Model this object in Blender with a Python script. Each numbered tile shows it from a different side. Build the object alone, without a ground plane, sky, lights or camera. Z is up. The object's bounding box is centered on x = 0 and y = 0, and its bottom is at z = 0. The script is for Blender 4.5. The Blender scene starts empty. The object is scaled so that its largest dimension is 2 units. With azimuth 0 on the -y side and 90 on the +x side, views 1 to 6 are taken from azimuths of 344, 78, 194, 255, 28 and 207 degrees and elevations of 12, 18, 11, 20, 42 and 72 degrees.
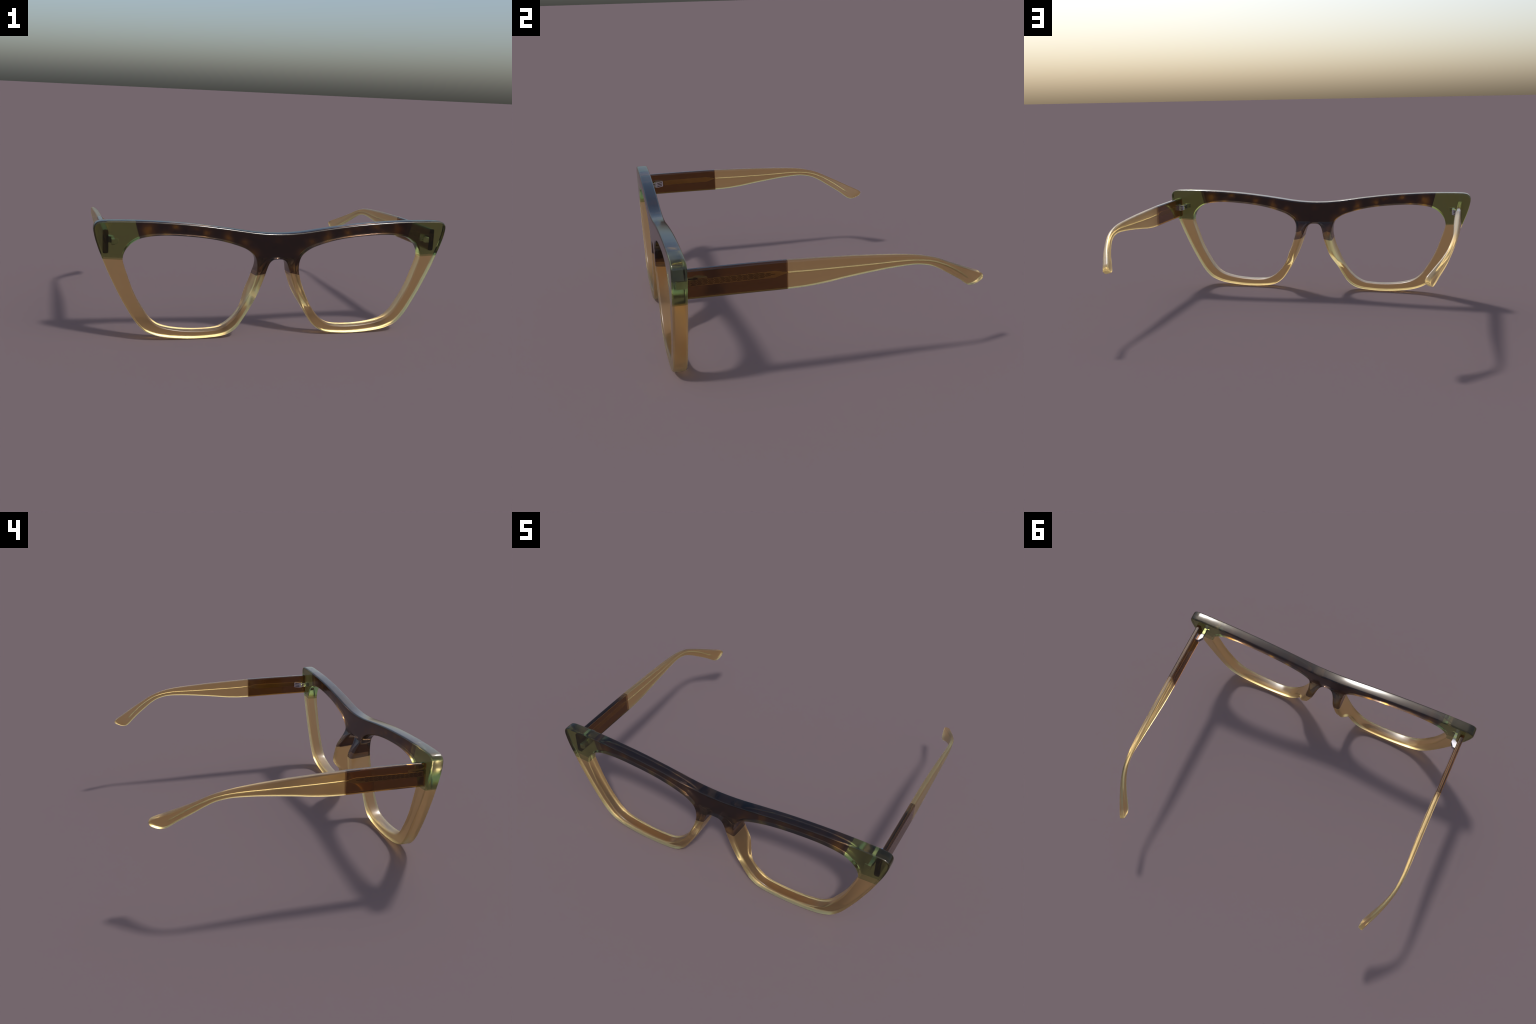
import bpy, bmesh, math
import numpy as np
from mathutils import Vector, Matrix
from mathutils.geometry import delaunay_2d_cdt

# ------------------------------------------------------------------ materials
def acetate(name, colour, rough=0.28, pattern=None):
    """Clear tinted acetate: smooth dielectric whose surface tint colours the light passing through."""
    m = bpy.data.materials.new(name)
    m.use_nodes = True
    nt = m.node_tree
    p = nt.nodes["Principled BSDF"]
    p.inputs["Base Color"].default_value = (*colour, 1)
    p.inputs["Roughness"].default_value = rough
    p.inputs["IOR"].default_value = IOR
    p.inputs["Transmission Weight"].default_value = 1.0
    if pattern:
        pattern(nt, p)
    return m

def metal(name, colour, rough):
    m = bpy.data.materials.new(name)
    m.use_nodes = True
    nt = m.node_tree
    p = nt.nodes["Principled BSDF"]
    p.inputs["Metallic"].default_value = 1.0
    tc = nt.nodes.new("ShaderNodeTexCoord")
    nz = nt.nodes.new("ShaderNodeTexNoise"); nz.inputs["Scale"].default_value = 90
    cr = nt.nodes.new("ShaderNodeValToRGB")
    cr.color_ramp.elements[0].color = (*[c * .88 for c in colour], 1)
    cr.color_ramp.elements[1].color = (*colour, 1)
    nt.links.new(tc.outputs["Object"], nz.inputs["Vector"])
    nt.links.new(nz.outputs["Fac"], cr.inputs["Fac"])
    nt.links.new(cr.outputs["Color"], p.inputs["Base Color"])
    p.inputs["Roughness"].default_value = rough
    return m

IOR = 1.45
TAN = (1.0, 0.74, 0.31)
GREEN = (0.29, 0.34, 0.105)
BROWN = (0.195, 0.086, 0.018)
DARK = (0.052, 0.036, 0.029)
AMBER = (0.36, 0.185, 0.028)

# soft amber flecks of the tortoiseshell: (|x|, z, radius x, radius z, strength); the sheet is book-matched
FLECKS = [(0.715, 0.600, 0.036, 0.040, 1.0), (0.625, 0.585, 0.030, 0.018, 0.45), (0.575, 0.615, 0.026, 0.022, 1.0),
          (0.405, 0.585, 0.022, 0.022, .7), (0.285, 0.555, 0.026, 0.034, .75), (0.190, 0.530, 0.030, 0.026, .5),
          (0.150, 0.465, 0.040, 0.030, .5), (0.0, 0.545, 0.020, 0.016, .25), (0.10, 0.385, 0.05, 0.035, .55),  # entry at 0.10, 0.385 paints the amber caustic glow within the nose legs
          (0.465, 0.610, 0.020, 0.012, .35)]

def tortoise_pattern(nt, p):
    N, L = nt.nodes, nt.links
    tc = N.new("ShaderNodeTexCoord")
    sx = N.new("ShaderNodeSeparateXYZ"); L.new(tc.outputs["Object"], sx.inputs[0])
    ab = N.new("ShaderNodeMath"); ab.operation = "ABSOLUTE"; L.new(sx.outputs[0], ab.inputs[0])
    co = N.new("ShaderNodeCombineXYZ"); L.new(ab.outputs[0], co.inputs[0]); L.new(sx.outputs[2], co.inputs[2])
    warp = N.new("ShaderNodeTexNoise"); warp.inputs["Scale"].default_value = 22; warp.inputs["Detail"].default_value = 3
    L.new(co.outputs[0], warp.inputs["Vector"])
    ws = N.new("ShaderNodeVectorMath"); ws.operation = "SCALE"; ws.inputs["Scale"].default_value = 0.05
    wo = N.new("ShaderNodeVectorMath"); wo.operation = "SUBTRACT"; wo.inputs[1].default_value = (.5, .5, .5)
    L.new(warp.outputs["Color"], wo.inputs[0]); L.new(wo.outputs[0], ws.inputs[0])
    ad = N.new("ShaderNodeVectorMath"); ad.operation = "ADD"
    L.new(co.outputs[0], ad.inputs[0]); L.new(ws.outputs[0], ad.inputs[1])
    total = None
    for fx, fz, rx, rz, s in FLECKS:
        mp = N.new("ShaderNodeMapping"); mp.vector_type = "TEXTURE"
        mp.inputs["Location"].default_value = (fx, 0, fz)
        mp.inputs["Scale"].default_value = (rx * 1.75, 1000, rz * 1.75)
        L.new(ad.outputs[0], mp.inputs["Vector"])
        g = N.new("ShaderNodeTexGradient"); g.gradient_type = "QUADRATIC_SPHERE"
        L.new(mp.outputs[0], g.inputs["Vector"])
        k = N.new("ShaderNodeMath"); k.operation = "MULTIPLY"; k.inputs[1].default_value = s * 1.6
        L.new(g.outputs["Fac"], k.inputs[0])
        if total is None:
            total = k
        else:
            a = N.new("ShaderNodeMath"); a.operation = "ADD"
            L.new(total.outputs[0], a.inputs[0]); L.new(k.outputs[0], a.inputs[1]); total = a
    nz = N.new("ShaderNodeTexNoise"); nz.inputs["Scale"].default_value = 14; nz.inputs["Detail"].default_value = 2
    L.new(co.outputs[0], nz.inputs["Vector"])
    cl = N.new("ShaderNodeMapRange"); cl.inputs[1].default_value = .48; cl.inputs[2].default_value = .75
    cl.inputs[3].default_value = 0; cl.inputs[4].default_value = .22
    L.new(nz.outputs["Fac"], cl.inputs[0])
    a = N.new("ShaderNodeMath"); a.operation = "ADD"; a.use_clamp = True
    L.new(total.outputs[0], a.inputs[0]); L.new(cl.outputs[0], a.inputs[1])
    cr = N.new("ShaderNodeValToRGB")
    e = cr.color_ramp.elements
    e[0].position, e[0].color = 0.0, (*DARK, 1)
    e[1].position, e[1].color = 1.0, (*AMBER, 1)
    mid = e.new(.4); mid.color = (0.135, 0.072, 0.030, 1)
    L.new(a.outputs[0], cr.inputs["Fac"]); L.new(cr.outputs["Color"], p.inputs["Base Color"])

M_TAN = acetate("champagne_acetate", TAN)
M_GREEN = acetate("olive_acetate", GREEN, 0.14)
M_BROWN = acetate("brown_acetate", BROWN, 0.08)
M_TORT = acetate("tortoiseshell_acetate", DARK, 0.15, pattern=tortoise_pattern)
M_STEEL = metal("hinge_steel", (.80, .80, .84), .22)
M_WIRE = metal("wire_steel", (.95, .93, .86), .45)
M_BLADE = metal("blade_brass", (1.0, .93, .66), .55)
M_GROOVE = metal("groove_steel", (.10, .09, .08), .5)

# ------------------------------------------------------------------ helpers
ROOT = bpy.data.objects.new("eyeglasses", None)
bpy.context.scene.collection.objects.link(ROOT)
ROOT["label"] = "cat-eye eyeglasses in olive, tortoiseshell, brown and champagne acetate"
ROOT["category"] = "eyeglasses"

def new_object(name, verts, faces, mats, parent, normals=None, mat_index=None, smooth=True):
    me = bpy.data.meshes.new(name)
    me.from_pydata([tuple(v) for v in verts], [], [tuple(f) for f in faces])
    for m in mats:
        me.materials.append(m)
    if mat_index is not None:
        me.polygons.foreach_set("material_index", mat_index)
    me.polygons.foreach_set("use_smooth", [smooth] * len(me.polygons))
    me.update()
    if normals is not None:
        me.normals_split_custom_set_from_vertices([tuple(n) for n in normals])
    ob = bpy.data.objects.new(name, me)
    bpy.context.scene.collection.objects.link(ob)
    ob.parent = parent
    return ob

def area_normals(V, F):
    n = np.zeros_like(V)
    for f in F:
        p = V[list(f)]
        a = np.zeros(3)
        for i in range(1, len(p) - 1):
            a += np.cross(p[i] - p[0], p[i + 1] - p[0])
        for i in f:
            n[i] += a
    l = np.linalg.norm(n, axis=1, keepdims=True); l[l == 0] = 1
    return n / l

def spline(pts, closed, step):
    """Centripetal-ish Catmull-Rom through control points, resampled evenly."""
    P = np.array(pts, float); n = len(P); out = []
    rng = range(n) if closed else range(n - 1)
    for i in rng:
        if closed:
            a, b, c, d = P[(i - 1) % n], P[i], P[(i + 1) % n], P[(i + 2) % n]
        else:
            a, b, c, d = P[max(i - 1, 0)], P[i], P[i + 1], P[min(i + 2, n - 1)]
        lab, lbc, lcd = [max(np.linalg.norm(q), 1e-9) for q in (b - a, c - b, d - c)]
        m1 = (c - b) + lbc * ((b - a) / lab - (c - a) / (lab + lbc)) if np.any(a != b) else (c - b)
        m2 = (c - b) + lbc * ((d - c) / lcd - (d - b) / (lbc + lcd)) if np.any(d != c) else (c - b)
        for t in np.linspace(0, 1, 24, endpoint=False):
            h = 2*t**3 - 3*t**2 + 1, t**3 - 2*t**2 + t, -2*t**3 + 3*t**2, t**3 - t**2
            out.append(h[0]*b + h[1]*m1 + h[2]*c + h[3]*m2)
    if not closed:
        out.append(P[-1])
    Q = np.array(out)
    if closed:
        Q = np.vstack([Q, Q[:1]])
    s = np.r_[0, np.cumsum(np.linalg.norm(np.diff(Q, axis=0), axis=1))]
    k = max(4, int(round(s[-1] / step)))
    u = np.linspace(0, s[-1], k + 1)
    R = np.stack([np.interp(u, s, Q[:, j]) for j in range(Q.shape[1])], 1)
    return R[:-1] if closed else R

def relax(P, it):
    for _ in range(it):
        for w in (0.5, -0.52):
            P = P + w * ((np.roll(P, 1, 0) + np.roll(P, -1, 0)) / 2 - P)
    return P

# ------------------------------------------------------------------ frame front
Y_FRONT, Y_BACK, BEVEL, BEVEL_BACK, CROWN = -0.7135, -0.6478, 0.009, 0.010, 0.0008

OUTER_HALF = [(0.0, .5800), (.075, .5825), (.15, .5895), (.225, .600), (.30, .6105), (.375, .620), (.45, .6285), (.525, .6355), (.60, .641), (.70, .6470), (.79, .6500),
              (.87, .6510), (.93, .6505), (.965, .6480), (.985, .6410), (.9965, .627), (.9992, .607), (.9965, .585), (.989, .553),
              (.9745, .507), (.9545, .455), (.930, .393), (.896, .318), (.862, .248), (.823, .176), (.782, .109),
              (.754, .075), (.726, .0505), (.694, .0345), (.652, .0205), (.61, .0125), (.54, .0045), (.485, .0010),
              (.43, .0005), (.375, .0030), (.31, .0100), (.275, .0195), (.248, .0345), (.220, .059), (.193, .097),
              (.161, .150), (.134, .198), (.111, .247), (.090, .300), (.0745, .344), (.065, .375), (.0555, .402),
              (.045, .421), (.030, .4325)]
LENS = [(.62, .572), (.563, .570), (.507, .566), (.444, .560), (.395, .5535), (.35, .546), (.303, .5355), (.258, .523),
        (.222, .511), (.188, .497), (.156, .476), (.136, .456), (.125, .432), (.1205, .404), (.1205, .375), (.126, .345),
        (.1375, .305), (.156, .260), (.180, .206), (.206, .160), (.233, .124), (.262, .094), (.291, .072), (.325, .0555),
        (.378, .0475), (.435, .0455), (.492, .0475), (.55, .0535), (.608, .065), (.651, .080), (.683, .102), (.710, .130),
        (.735, .168), (.761, .211), (.788, .264), (.810, .320), (.829, .376), (.842, .415), (.849, .449), (.845, .473),
        (.833, .499), (.812, .524), (.789, .542), (.760, .556), (.72, .565), (.67, .5705)]

half = np.array(OUTER_HALF)
# right half top centre -> bridge, then mirrored back to the start
left = half[1:][::-1] * [-1, 1]
outer = relax(spline(np.vstack([half, [[0, .4365]], left]), True, 0.0065), 3)
lens_r = relax(spline(LENS, True, 0.0065), 3)
lens_l = lens_r[::-1] * [-1, 1]

def orient(P, ccw):
    a = 0.5 * np.sum(P[:, 0] * np.roll(P[:, 1], -1) - np.roll(P[:, 0], -1) * P[:, 1])
    return P if (a > 0) == ccw else P[::-1].copy()

def out2d(P):
    """outward (away from material) normal when material lies left of the walking direction"""
    t = np.roll(P, -1, 0) - np.roll(P, 1, 0)
    t /= np.linalg.norm(t, axis=1, keepdims=True)
    return np.stack([t[:, 1], -t[:, 0]], 1)

def smoothstep(a, b, v):
    t = np.clip((v - a) / (b - a), 0, 1)
    return t * t * (3 - 2 * t)

PAD_Z = [(.080, 0), (.130, 0.000), (.155, .004), (.175, .016), (.195, .034), (.22, .056), (.25, .0695), (.28, .0725), (.31, .0705), (.34, .0680),
         (.365, .060), (.385, .046), (.405, .030), (.425, .014), (.440, .004), (.455, 0), (.50, 0)]
_pz = spline(PAD_Z, False, 0.002)
_o = np.argsort(_pz[:, 0])

def pad(x, z):
    """how far the nose pads stand behind the flat back of the frame"""
    ax = np.abs(x)
    p = np.clip(np.interp(z, _pz[_o, 0], _pz[_o, 1]), 0, None)
    return p * (1 - smoothstep(.27, .33, ax)) * smoothstep(0.010, 0.050, ax)

loops = [orient(outer, True), orient(lens_r, False), orient(lens_l, False)]
V, F, rows_front, rows_back = [], [], [], []
NB = 5
for which, P in enumerate(loops):
    nrm = out2d(P); n = len(P)
    pd = pad(P[:, 0], P[:, 1])
    rb = BEVEL_BACK + ((0.018 if which == 0 else 0.021) - BEVEL_BACK) * np.clip(pd / .05, 0, 1)
    rows = []
    for k in range(NB + 1):                       # front bevel
        a = k / NB * math.pi / 2
        rows.append((P - nrm * (BEVEL * (1 - math.sin(a))), np.full(n, Y_FRONT + BEVEL * (1 - math.cos(a)))))
    for q in (.2, .4, .6, .8):                           # edge wall
        y0 = Y_FRONT + BEVEL; y1 = Y_BACK + pd - rb
        rows.append((P + nrm * (CROWN * 4 * q * (1 - q)), y0 + (y1 - y0) * q))
    for k in range(NB + 1):                       # back bevel
        a = k / NB * math.pi / 2
        ins = rb * (1 - math.cos(a))
        q = P - nrm * ins[:, None]
        rows.append((q, Y_BACK + pd - rb * (1 - math.sin(a))))
    base = len(V)
    for xy, y in rows:
        V += [(xy[i, 0], y[i], xy[i, 1]) for i in range(n)]
    m = len(rows)
    for r in range(m - 1):
        for i in range(n):
            j = (i + 1) % n
            a, b, c, d = base + r*n + i, base + r*n + j, base + (r+1)*n + j, base + (r+1)*n + i
            F.append((a, b, c, d))
    rows_front.append([base + i for i in range(n)])
    rows_back.append([base + (m-1)*n + i for i in range(n)])

def inside(P, Q):
    """which of the points Q lie inside the closed polyline P"""
    Q = np.atleast_2d(Q); c = np.zeros(len(Q), bool)
    x0, y0 = P[:, 0], P[:, 1]; x1, y1 = np.roll(x0, 1), np.roll(y0, 1)
    for a, b, d, e in zip(x0, y0, x1, y1):
        m = (b > Q[:, 1]) != (e > Q[:, 1])
        if m.any():
            xi = (d - a) * (Q[m, 1] - b) / (e - b) + a
            k = np.where(m)[0]; c[k] ^= Q[m, 0] < xi
    return c

def in_material(polys, Q):
    return inside(polys[0], Q) & ~inside(polys[1], Q) & ~inside(polys[2], Q)

def cap(rows, back):
    idx = [i for r in rows for i in r]
    pts = [(V[i][0], V[i][2]) for i in idx]
    A = np.array(pts)
    edges, k = [], 0
    for r in rows:
        n = len(r)
        edges += [(k + i, k + (i + 1) % n) for i in range(n)]; k += n
    polys = []; k = 0
    for r in rows:
        polys.append(A[k:k+len(r)]); k += len(r)
    extra = []
    if back:                                        # interior points where the pads swell
        G = np.array([(gx, gz) for gx in np.arange(-.345, .3451, .0075) for gz in np.arange(.05, .50, .0075)])
        for g in G[in_material(polys, G)]:
            if np.min(np.hypot(A[:, 0] - g[0], A[:, 1] - g[1])) > .005:
                extra.append((float(g[0]), float(g[1])))
    base = len(V)
    for gx, gz in extra:
        V.append((gx, Y_BACK + float(pad(np.array(gx), np.array(gz))), gz))
    res = delaunay_2d_cdt([Vector(p) for p in pts + extra], edges, [], 0, 1e-7)
    vo, orig = res[0], res[3]
    mapv = [o[0] for o in orig]
    full = idx + list(range(base, base + len(extra)))
    cen = np.array([np.mean([vo[i][:] for i in t], axis=0) for t in res[2]])
    keep = in_material(polys, cen)
    for t, k in zip(res[2], keep):
        if k:
            t = [full[mapv[i]] for i in t]
            p = [np.array((V[i][0], V[i][2])) for i in t]
            ccw = (p[1][0]-p[0][0])*(p[2][1]-p[0][1]) - (p[2][0]-p[0][0])*(p[1][1]-p[0][1]) > 0
            # seen from the front (-y) ccw in x,z has its normal towards -y
            F.append(tuple(t) if ccw != back else tuple(t[::-1]))

cap(rows_front, False)
cap(rows_back, True)

bm = bmesh.new()
bv = [bm.verts.new(v) for v in V]
for f in F:
    try:
        bm.faces.new([bv[i] for i in f])
    except ValueError:
        pass
bmesh.ops.recalc_face_normals(bm, faces=bm.faces)

def cut(point, normal, test):
    fs = [f for f in bm.faces if test(f.calc_center_median()) or any(test(v.co) for v in f.verts)]
    es = {e for f in fs for e in f.edges}; vs = {v for f in fs for v in f.verts}
    bmesh.ops.bisect_plane(bm, geom=list(vs) + list(es) + fs, dist=1e-5, plane_co=point, plane_no=normal)

SIDE_A, SIDE_B = (.7845, .648), (.7615, .557)         # brow / end piece seam
TAN_A, TAN_B = (.953, .4525), (.850, .4465)           # end piece / rim seam
NOSE_A, NOSE_B = (.066, .3605), (.124, .349)          # brow / rim seam on the nose

NOSE_DROP = 0.08                                       # this seam dips towards the back

def seam_plane(a, b, s):
    d = Vector((s * (b[0] - a[0]), 0, b[1] - a[1]))
    return Vector((s * a[0], 0, a[1])), Vector((-d.z, 0, d.x)).normalized()

for s in (1, -1):
    cut(*seam_plane(SIDE_A, SIDE_B, s), lambda c, s=s: .70 < s * c.x < .85 and c.z > .535)
    cut(*seam_plane(TAN_A, TAN_B, s), lambda c, s=s: s * c.x > .80 and .40 < c.z < .50)
    co, no = seam_plane(NOSE_A, NOSE_B, s)
    co.y = Y_FRONT; no.y = (1 if no.z > 0 else -1) * NOSE_DROP
    cut(co, no.normalized(), lambda c, s=s: 0.0 < s * c.x < .20 and .30 < c.z < .40)
# where the pads leave the flat back
cut(Vector((0, Y_BACK + .0045, 0)), Vector((0, 1, 0)), lambda c: abs(c.x) < .30 and .10 < c.z < .46)

bm.verts.index_update(); bm.faces.ensure_lookup_table()
FV = np.array([v.co[:] for v in bm.verts])
FF = [[v.index for v in f.verts] for f in bm.faces]
FN = area_normals(FV, FF)
flat_f = np.abs(FV[:, 1] - Y_FRONT) < 1e-5
FN[flat_f] = (0, -1, 0)
flat_b = (np.abs(FV[:, 1] - Y_BACK) < 1e-5)
FN[flat_b] = (0, 1, 0)

def line_side(a, b, x, z):
    return (b[0]-a[0])*(z-a[1]) - (b[1]-a[1])*(x-a[0])

regions = {}
for fi, f in enumerate(FF):
    c = FV[f].mean(0); ax = abs(c[0]); s = 1 if c[0] > 0 else -1
    sideA = line_side(SIDE_A, SIDE_B, ax, c[2]); 
    if ax > .70 and c[2] > .40:
        outside = ax > SIDE_A[0] + (SIDE_B[0]-SIDE_A[0]) * (c[2]-SIDE_A[1]) / (SIDE_B[1]-SIDE_A[1])
        tz = TAN_A[1] + (TAN_B[1]-TAN_A[1]) * (ax-TAN_A[0]) / (TAN_B[0]-TAN_A[0])
        if c[2] < tz:
            key = ("lower_rim", s)
        elif outside:
            key = ("end_piece", s)
        else:
            key = ("brow_bar", 0)
    else:
        nz = NOSE_A[1] + (NOSE_B[1]-NOSE_A[1]) * (ax-NOSE_A[0]) / (NOSE_B[0]-NOSE_A[0]) - NOSE_DROP * (c[1] - Y_FRONT)
        low = c[2] < nz if ax < .20 else c[2] < .40
        if c[1] > Y_BACK + .0045:
            key = ("nose_pad", s, low)
        elif low:
            key = ("lower_rim", s)
        else:
            key = ("brow_bar", 0)
    regions.setdefault((key[0], key[1]), []).append((fi, key[2] if len(key) > 2 else False))

MATS = {"lower_rim": [M_TAN], "end_piece": [M_GREEN], "brow_bar": [M_TORT], "nose_pad": [M_TORT, M_TAN]}
parts = {}
for (name, s) in sorted(regions, key=lambda k: (k[0], -k[1])):
    fl = regions[(name, s)]
    used = sorted({i for fi, _ in fl for i in FF[fi]})
    mp = {i: k for k, i in enumerate(used)}
    parts[(name, s)] = new_object(name, FV[used], [[mp[i] for i in FF[fi]] for fi, _ in fl], MATS[name], ROOT,
               FN[used], [1 if lo else 0 for _, lo in fl])
bm.free()

# ------------------------------------------------------------------ temples
TR, TSTEP = 0.0092, 0.005
SEAM_Y = -0.230
# paired side-profile stations: top (y, z) / bottom (y, z)
STATIONS = [((-0.6455, 0.598), (-0.6455, 0.473)), ((-0.55, 0.5986), (-0.55, 0.473)), ((-0.45, 0.5986), (-0.45, 0.473)), ((-0.34, 0.5982), (-0.34, 0.4725)),
            ((-0.23, 0.5967), (-0.23, 0.472)), ((-0.15, 0.5938), (-0.15, 0.474)), ((-0.1, 0.5923), (-0.1, 0.478)), ((-0.05, 0.5903), (-0.05, 0.4835)),
            ((0, 0.5883), (0, 0.491)), ((0.05, 0.5864), (0.05, 0.4975)), ((0.1, 0.5834), (0.1, 0.5035)), ((0.15, 0.5804), (0.15, 0.509)),
            ((0.2, 0.5769), (0.2, 0.514)), ((0.25, 0.573), (0.25, 0.5175)), ((0.3, 0.568), (0.295, 0.5198)), ((0.35, 0.56), (0.332, 0.5192)),
            ((0.4, 0.547), (0.368, 0.5146)), ((0.45, 0.5285), (0.412, 0.5008)), ((0.5, 0.5048), (0.458, 0.4774)), ((0.55, 0.4811), (0.505, 0.4478)),
            ((0.6, 0.4569), (0.552, 0.4176)), ((0.65, 0.4322), (0.592, 0.3896)), ((0.68, 0.4186), (0.618, 0.369)), ((0.7, 0.4085), (0.637, 0.3575)),
            ((0.7115, 0.399), (0.656, 0.3545)), ((0.7145, 0.3915), (0.676, 0.359)), ((0.711, 0.3845), (0.695, 0.3685))]
XOUT = [(-.7, 0.9497), (-.3, 0.9497), (.0, 0.9497), (.2, 0.9507), (.3, 0.9502), (.35, 0.9482), (.40, 0.9442), (.45, 0.9372), (.50, 0.9262), (.55, 0.9107), (.60, 0.8922),
        (.65, 0.8712), (.70, 0.8487), (.72, 0.8402)]
# the arms thin out at the ear bend
TAPER = [(-.7, 0.0300), (-.2, 0.0300), (.0, 0.0300), (.15, 0.0280), (.25, 0.0250), (.35, 0.0215), (.45, 0.0205), (.55, 0.0245), (.63, 0.0300), (.72, 0.0325)]

def temple_sections():
    S = spline([(*t, *b) for t, b in STATIONS], False, TSTEP)
    k = np.argmin(np.abs(S[:, 0] - SEAM_Y))
    S[k, 0] = S[k, 2] = SEAM_Y
    xo = spline(XOUT, False, .005)
    X = np.interp(S[:, 0], xo[:, 0], xo[:, 1])
    T = np.stack([X, S[:, 0], S[:, 1]], 1)
    XB = .7 * X + .3 * np.interp(S[:, 2], xo[:, 0], xo[:, 1])   # the hook leans outward a little at its lower edge
    S[:, 1] += .002 * smoothstep(.38, .45, S[:, 0]); S[:, 3] += .002 * smoothstep(.36, .42, S[:, 2])
    T[:, 2] = S[:, 1]
    S[:, 3] -= .0012 * (1 - smoothstep(.36, .45, S[:, 2]))
    B = np.stack([XB, S[:, 2], S[:, 3]], 1)
    tp = spline(TAPER, False, .005)
    return T, B, k, np.interp(S[:, 0], tp[:, 0], tp[:, 1])

T, B, KSEAM, TH = temple_sections()
C = (T + B) / 2
tan = np.gradient(C, axis=0); tan /= np.linalg.norm(tan, axis=1, keepdims=True)
H = B - T; HL = np.linalg.norm(H, axis=1); H = H / HL[:, None]
Nn = np.cross(H, tan); Nn /= np.linalg.norm(Nn, axis=1, keepdims=True)
Nn[Nn[:, 0] < 0] *= -1                                   # points outward (+x)
# keep the hooked end from twisting where the height runs out
for i in range(len(C)):
    if C[i, 1] > .655:
        Nn[i] = Nn[i-1]

def ring(i):
    h, th = HL[i] / 2, TH[i] / 2
    r = min(TR, h * .9, th * .85)
    pts = []
    for cx, cz, a0 in ((th - r, h - r, 0), (-(th - r), h - r, 90), (-(th - r), -(h - r), 180), (th - r, -(h - r), 270)):
        for k in range(9):
            a = math.radians(a0 + 90 * k / 8)
            pts.append((cx + r * math.cos(a), cz + r * math.sin(a)))
    # pts: (outward, up) ; C is on the outer face -> shift inwards by half thickness
    return [C[i] + Nn[i] * (p[0] - th) - H[i] * p[1] for p in pts]

def build_temple(s):
    rings = [ring(i) for i in range(len(C))]
    n = len(rings[0])
    vv = np.array([p for r in rings for p in r])
    ff = []
    for r in range(len(rings) - 1):
        for i in range(n):
            j = (i + 1) % n
            ff.append((r*n + i, r*n + j, (r+1)*n + j, (r+1)*n + i))
    # front end: small inset ring then flat cap
    c0 = vv[:n].mean(0)
    front = vv[:n] + (c0 - vv[:n]) * [0.04, 0, 0.01] - [0, 0.0015, 0]
    fb = len(vv); vv = np.vstack([vv, front])
    for i in range(n):
        j = (i + 1) % n
        ff.append((fb + i, fb + j, j, i))
    ff.append(tuple(fb + i for i in range(n))[::-1])
    lb = (len(rings) - 1) * n
    last = vv[lb:lb + n]; cl = last.mean(0)
    prev = lb                                           # domed end
    for q in (.35, .65, .88):
        eb = len(vv)
        vv = np.vstack([vv, cl + (last - cl) * math.sqrt(1 - q * q) + tan[-1] * .0085 * q])
        ff += [(prev + i, prev + (i + 1) % n, eb + (i + 1) % n, eb + i) for i in range(n)]
        prev = eb
    vv = np.vstack([vv, [cl + tan[-1] * .0085]])
    ff += [(prev + i, prev + (i + 1) % n, len(vv) - 1) for i in range(n)]
    vv = vv.copy(); vv[:, 0] *= s
    b = bmesh.new(); q = [b.verts.new(v) for v in vv]
    for f in ff:
        b.faces.new([q[i] for i in f])
    bmesh.ops.recalc_face_normals(b, faces=b.faces)
    b.verts.index_update()
    ff = [[v.index for v in f.verts] for f in b.faces]; b.free()
    nn = area_normals(vv, ff)
    groups = {"temple": [], "temple_tip": []}
    for f in ff:
        groups["temple" if vv[f, 1].mean() < SEAM_Y else "temple_tip"].append(f)
    made = None
    for name, mat in (("temple", M_BROWN), ("temple_tip", M_TAN)):
        fl = groups[name]
        used = sorted({i for f in fl for i in f}); mp = {i: k for k, i in enumerate(used)}
        ob = new_object(name, vv[used], [[mp[i] for i in f] for f in fl], [mat], made or ROOT, nn[used])
        made = made or ob
    return made

# ------------------------------------------------------------------ embedded core wire
WIRE = [(-.235, .5425), (-.15, .5405), (0, .5395), (.10, .5395), (.20, .5400), (.27, .5405), (.33, .5380), (.38, .5310), (.42, .5215), (.46, .5055), (.50, .4855), (.54, .4620),
        (.58, .4345), (.615, .4080), (.628, .3975)]

def surf_x(y, z):
    """x of the outer face at a side-view position"""
    d = np.hypot(C[:, 1] - y, C[:, 2] - z)
    i = int(np.argmin(d)); return C[i, 0], Nn[i] * TH[i] / 2

def tube(path, rad, n=8):
    path = np.array(path); t = np.gradient(path, axis=0); t /= np.linalg.norm(t, axis=1, keepdims=True)
    vv, ff = [], []
    for k, (p, d) in enumerate(zip(path, t)):
        u = np.cross(d, [1, 0, 0]); u /= np.linalg.norm(u); w = np.cross(d, u)
        r = rad * (0.35 if k in (0, len(path) - 1) else 1)
        vv += [p + r * (math.cos(2*math.pi*i/n) * u + math.sin(2*math.pi*i/n) * w) for i in range(n)]
    for k in range(len(path) - 1):
        for i in range(n):
            j = (i + 1) % n
            ff.append((k*n+i, k*n+j, (k+1)*n+j, (k+1)*n+i))
    ff.append(tuple(range(n))[::-1]); ff.append(tuple((len(path)-1)*n + i for i in range(n)))
    return vv, ff

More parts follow.
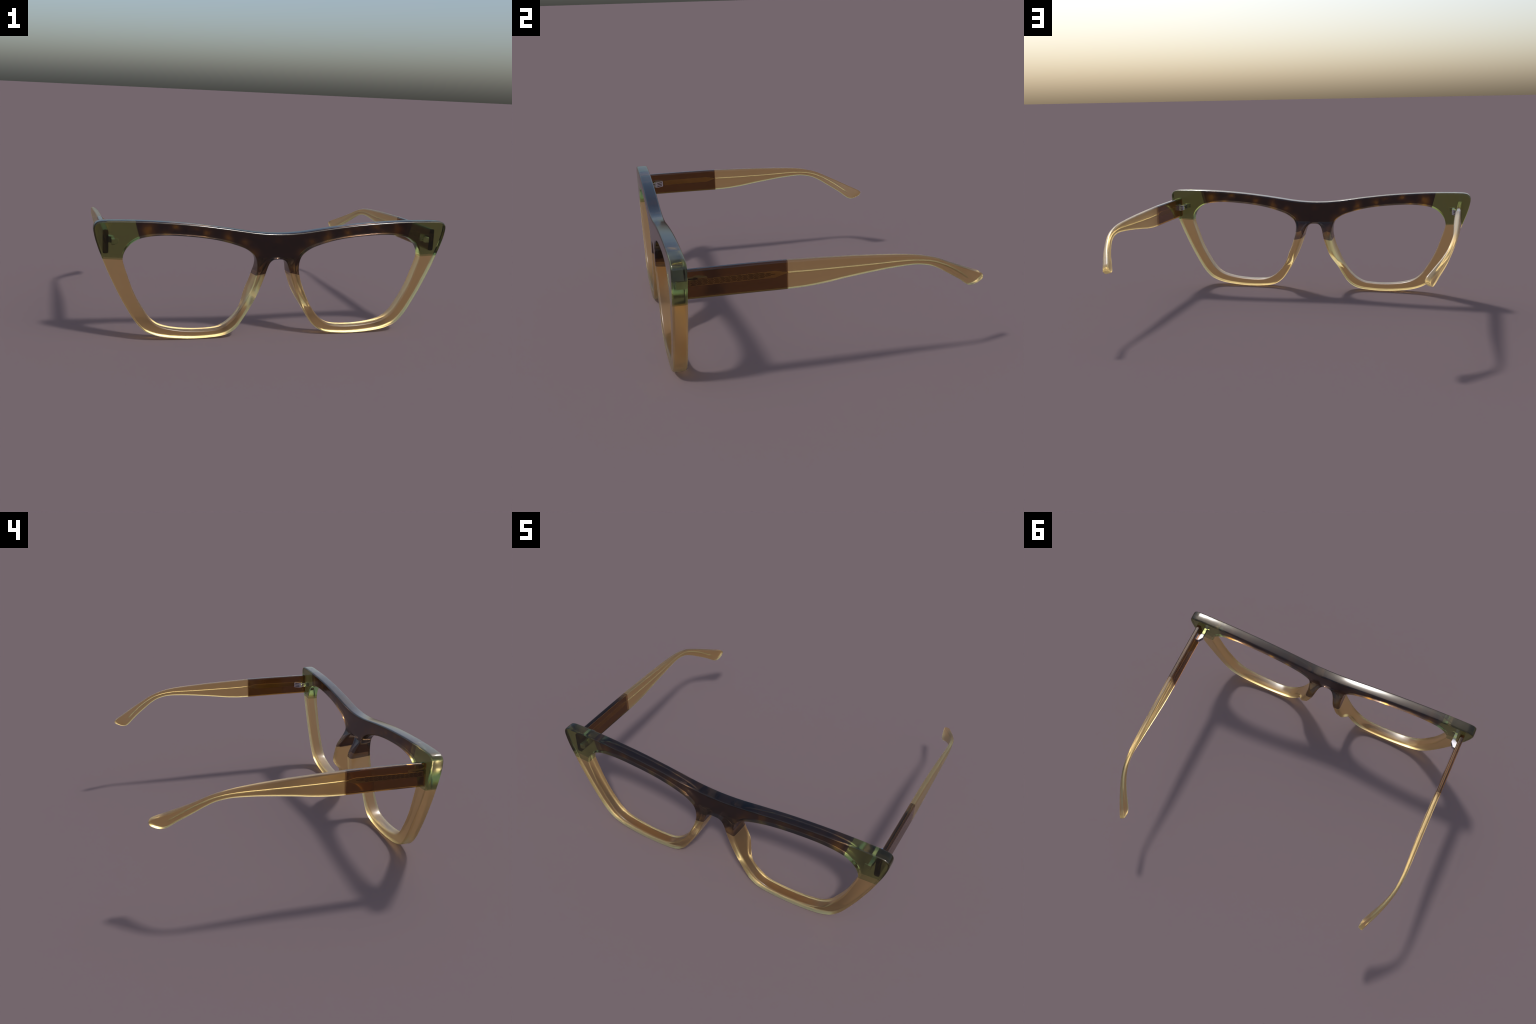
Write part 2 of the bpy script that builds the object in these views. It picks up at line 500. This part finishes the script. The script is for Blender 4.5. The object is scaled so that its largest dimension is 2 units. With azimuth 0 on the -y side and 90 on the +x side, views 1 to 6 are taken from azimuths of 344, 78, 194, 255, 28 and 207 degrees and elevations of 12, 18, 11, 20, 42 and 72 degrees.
def fix(vv, ff, s):
    vv = np.array(vv, float); vv[:, 0] *= s
    b = bmesh.new(); q = [b.verts.new(v) for v in vv]
    for f in ff:
        b.faces.new([q[i] for i in f])
    bmesh.ops.recalc_face_normals(b, faces=b.faces); b.verts.index_update()
    ff = [[v.index for v in f.verts] for f in b.faces]; b.free()
    return vv, ff

def prism(outline, x0, x1):
    """side-view outline (y, z) extruded along x"""
    n = len(outline)
    vv = [(x0, y, z) for y, z in outline] + [(x1, y, z) for y, z in outline]
    ff = [tuple(range(n)), tuple(range(2*n - 1, n - 1, -1))] + [(i, (i+1) % n, n + (i+1) % n, n + i) for i in range(n)]
    return vv, ff

def box(x0, x1, y0, y1, z0, z1):
    return prism([(y0, z0), (y1, z0), (y1, z1), (y0, z1)], x0, x1)

def merge(parts_):
    vv, ff = [], []
    for a, b in parts_:
        o = len(vv); vv += list(a); ff += [tuple(i + o for i in f) for f in b]
    return vv, ff

BLADE_OUT, BLADE_IN = 0.9385, 0.9330

def build_core(s, temple):
    pts = []
    for y, z in spline(WIRE, False, .012):
        x, nn = surf_x(y, z)
        p = np.array([x, y, z]) - nn
        pts.append(p)
    vv, ff = fix(*tube(pts, .0045), s)
    new_object("core_wire", vv, ff, [M_WIRE], temple)
    blade = [(-.640, .526), (-.640, .551), (-.300, .5545), (-.283, .5545), (-.262, .5505), (-.240, .5455), (-.229, .5440),
             (-.229, .5405), (-.240, .5390), (-.262, .5325), (-.283, .5265), (-.300, .5260)]
    vv, ff = fix(*prism(blade, BLADE_IN, BLADE_OUT), s)
    core = new_object("core_blade", vv, ff, [M_BLADE], temple, smooth=False)
    # knurled rows on the outer face
    bars = []
    for r in range(5):
        z = .5305 + r * .0048
        for k in range(15):
            y0 = -.632 + k * .0235 + (r % 2) * .004
            if y0 > -.30 - abs(r - 2) * .015:
                continue
            zz = z + .0020 * (y0 + .632) / .33
            bars.append(prism([(y0, zz - .0011), (y0 + .021, zz - .0008), (y0 + .021, zz + .0012), (y0, zz + .0009)], BLADE_OUT - .0003, BLADE_OUT + .0006))
    vv, ff = fix(*merge(bars), s)
    g = new_object("knurling", vv, ff, [M_GROOVE], temple, smooth=False)
    g["kind"] = "stuff"

# ------------------------------------------------------------------ hinges
def build_hinge(s):
    zc = .5385
    # plate sunk into the frame, with its folded foot
    plate = [(-.6895, zc - .013), (-.6895, zc + .013), (-.684, zc + .0165), (-.647, zc + .0165), (-.647, zc - .0165), (-.684, zc - .0165)]
    vv, ff = fix(*merge([prism(plate, .889, .905), box(.872, .8895, -.6895, -.683, zc - .010, zc + .016)]), s)
    hinge = new_object("hinge", vv, ff, [M_STEEL], ROOT, smooth=False)
    # knuckles: stacked leaves turning on an upright pin
    def leaf(z0, z1, path):
        n = len(path)
        v = [(x, y, z0) for x, y in path] + [(x, y, z1) for x, y in path]
        f = [tuple(range(n)), tuple(range(2*n-1, n-1, -1))] + [(i, (i+1) % n, n+(i+1) % n, n+i) for i in range(n)]
        return v, f
    def disc(cx, cy, r, a0, a1, n):
        return [(cx + r*math.cos(math.radians(a0+(a1-a0)*i/n)), cy + r*math.sin(math.radians(a0+(a1-a0)*i/n))) for i in range(n+1)]
    px, py, r = .8985, -.6055, .0105
    inner = [(.889, -.648)] + [(.889, -.6055)] + disc(px, py, r, 175, 5, 8) + [(.909, -.6055), (.906, -.648)]
    outer_ = disc(px, py, r, 180, 330, 8) + [(.923, -.598), (.925, -.563), (.908, -.563), (.8885, -.592)]
    frame_leaves, temple_leaves = [], []
    step = .0336 / 7
    for k in range(7):
        z0 = zc - .0168 + k * step
        (temple_leaves if k % 2 == 0 else frame_leaves).append(leaf(z0 + .0002, z0 + step - .0002, outer_ if k % 2 == 0 else inner))
    temple_leaves.append(leaf(zc - .0166, zc + .0166, [(.9245, -.602), (.9262, -.602), (.9262, -.563), (.9245, -.563)]))
    temple_leaves.append(leaf(zc - .0164, zc + .0164, [(.9075, -.5680), (.9248, -.5690), (.9248, -.5625), (.9085, -.5625)]))
    for group in (frame_leaves, temple_leaves):
        vv, ff = fix(*merge(group), s)
        new_object("hinge_knuckle", vv, ff, [M_STEEL], hinge, smooth=False)

for s in (1, -1):
    t = build_temple(s)
    build_core(s, t)
    build_hinge(s)
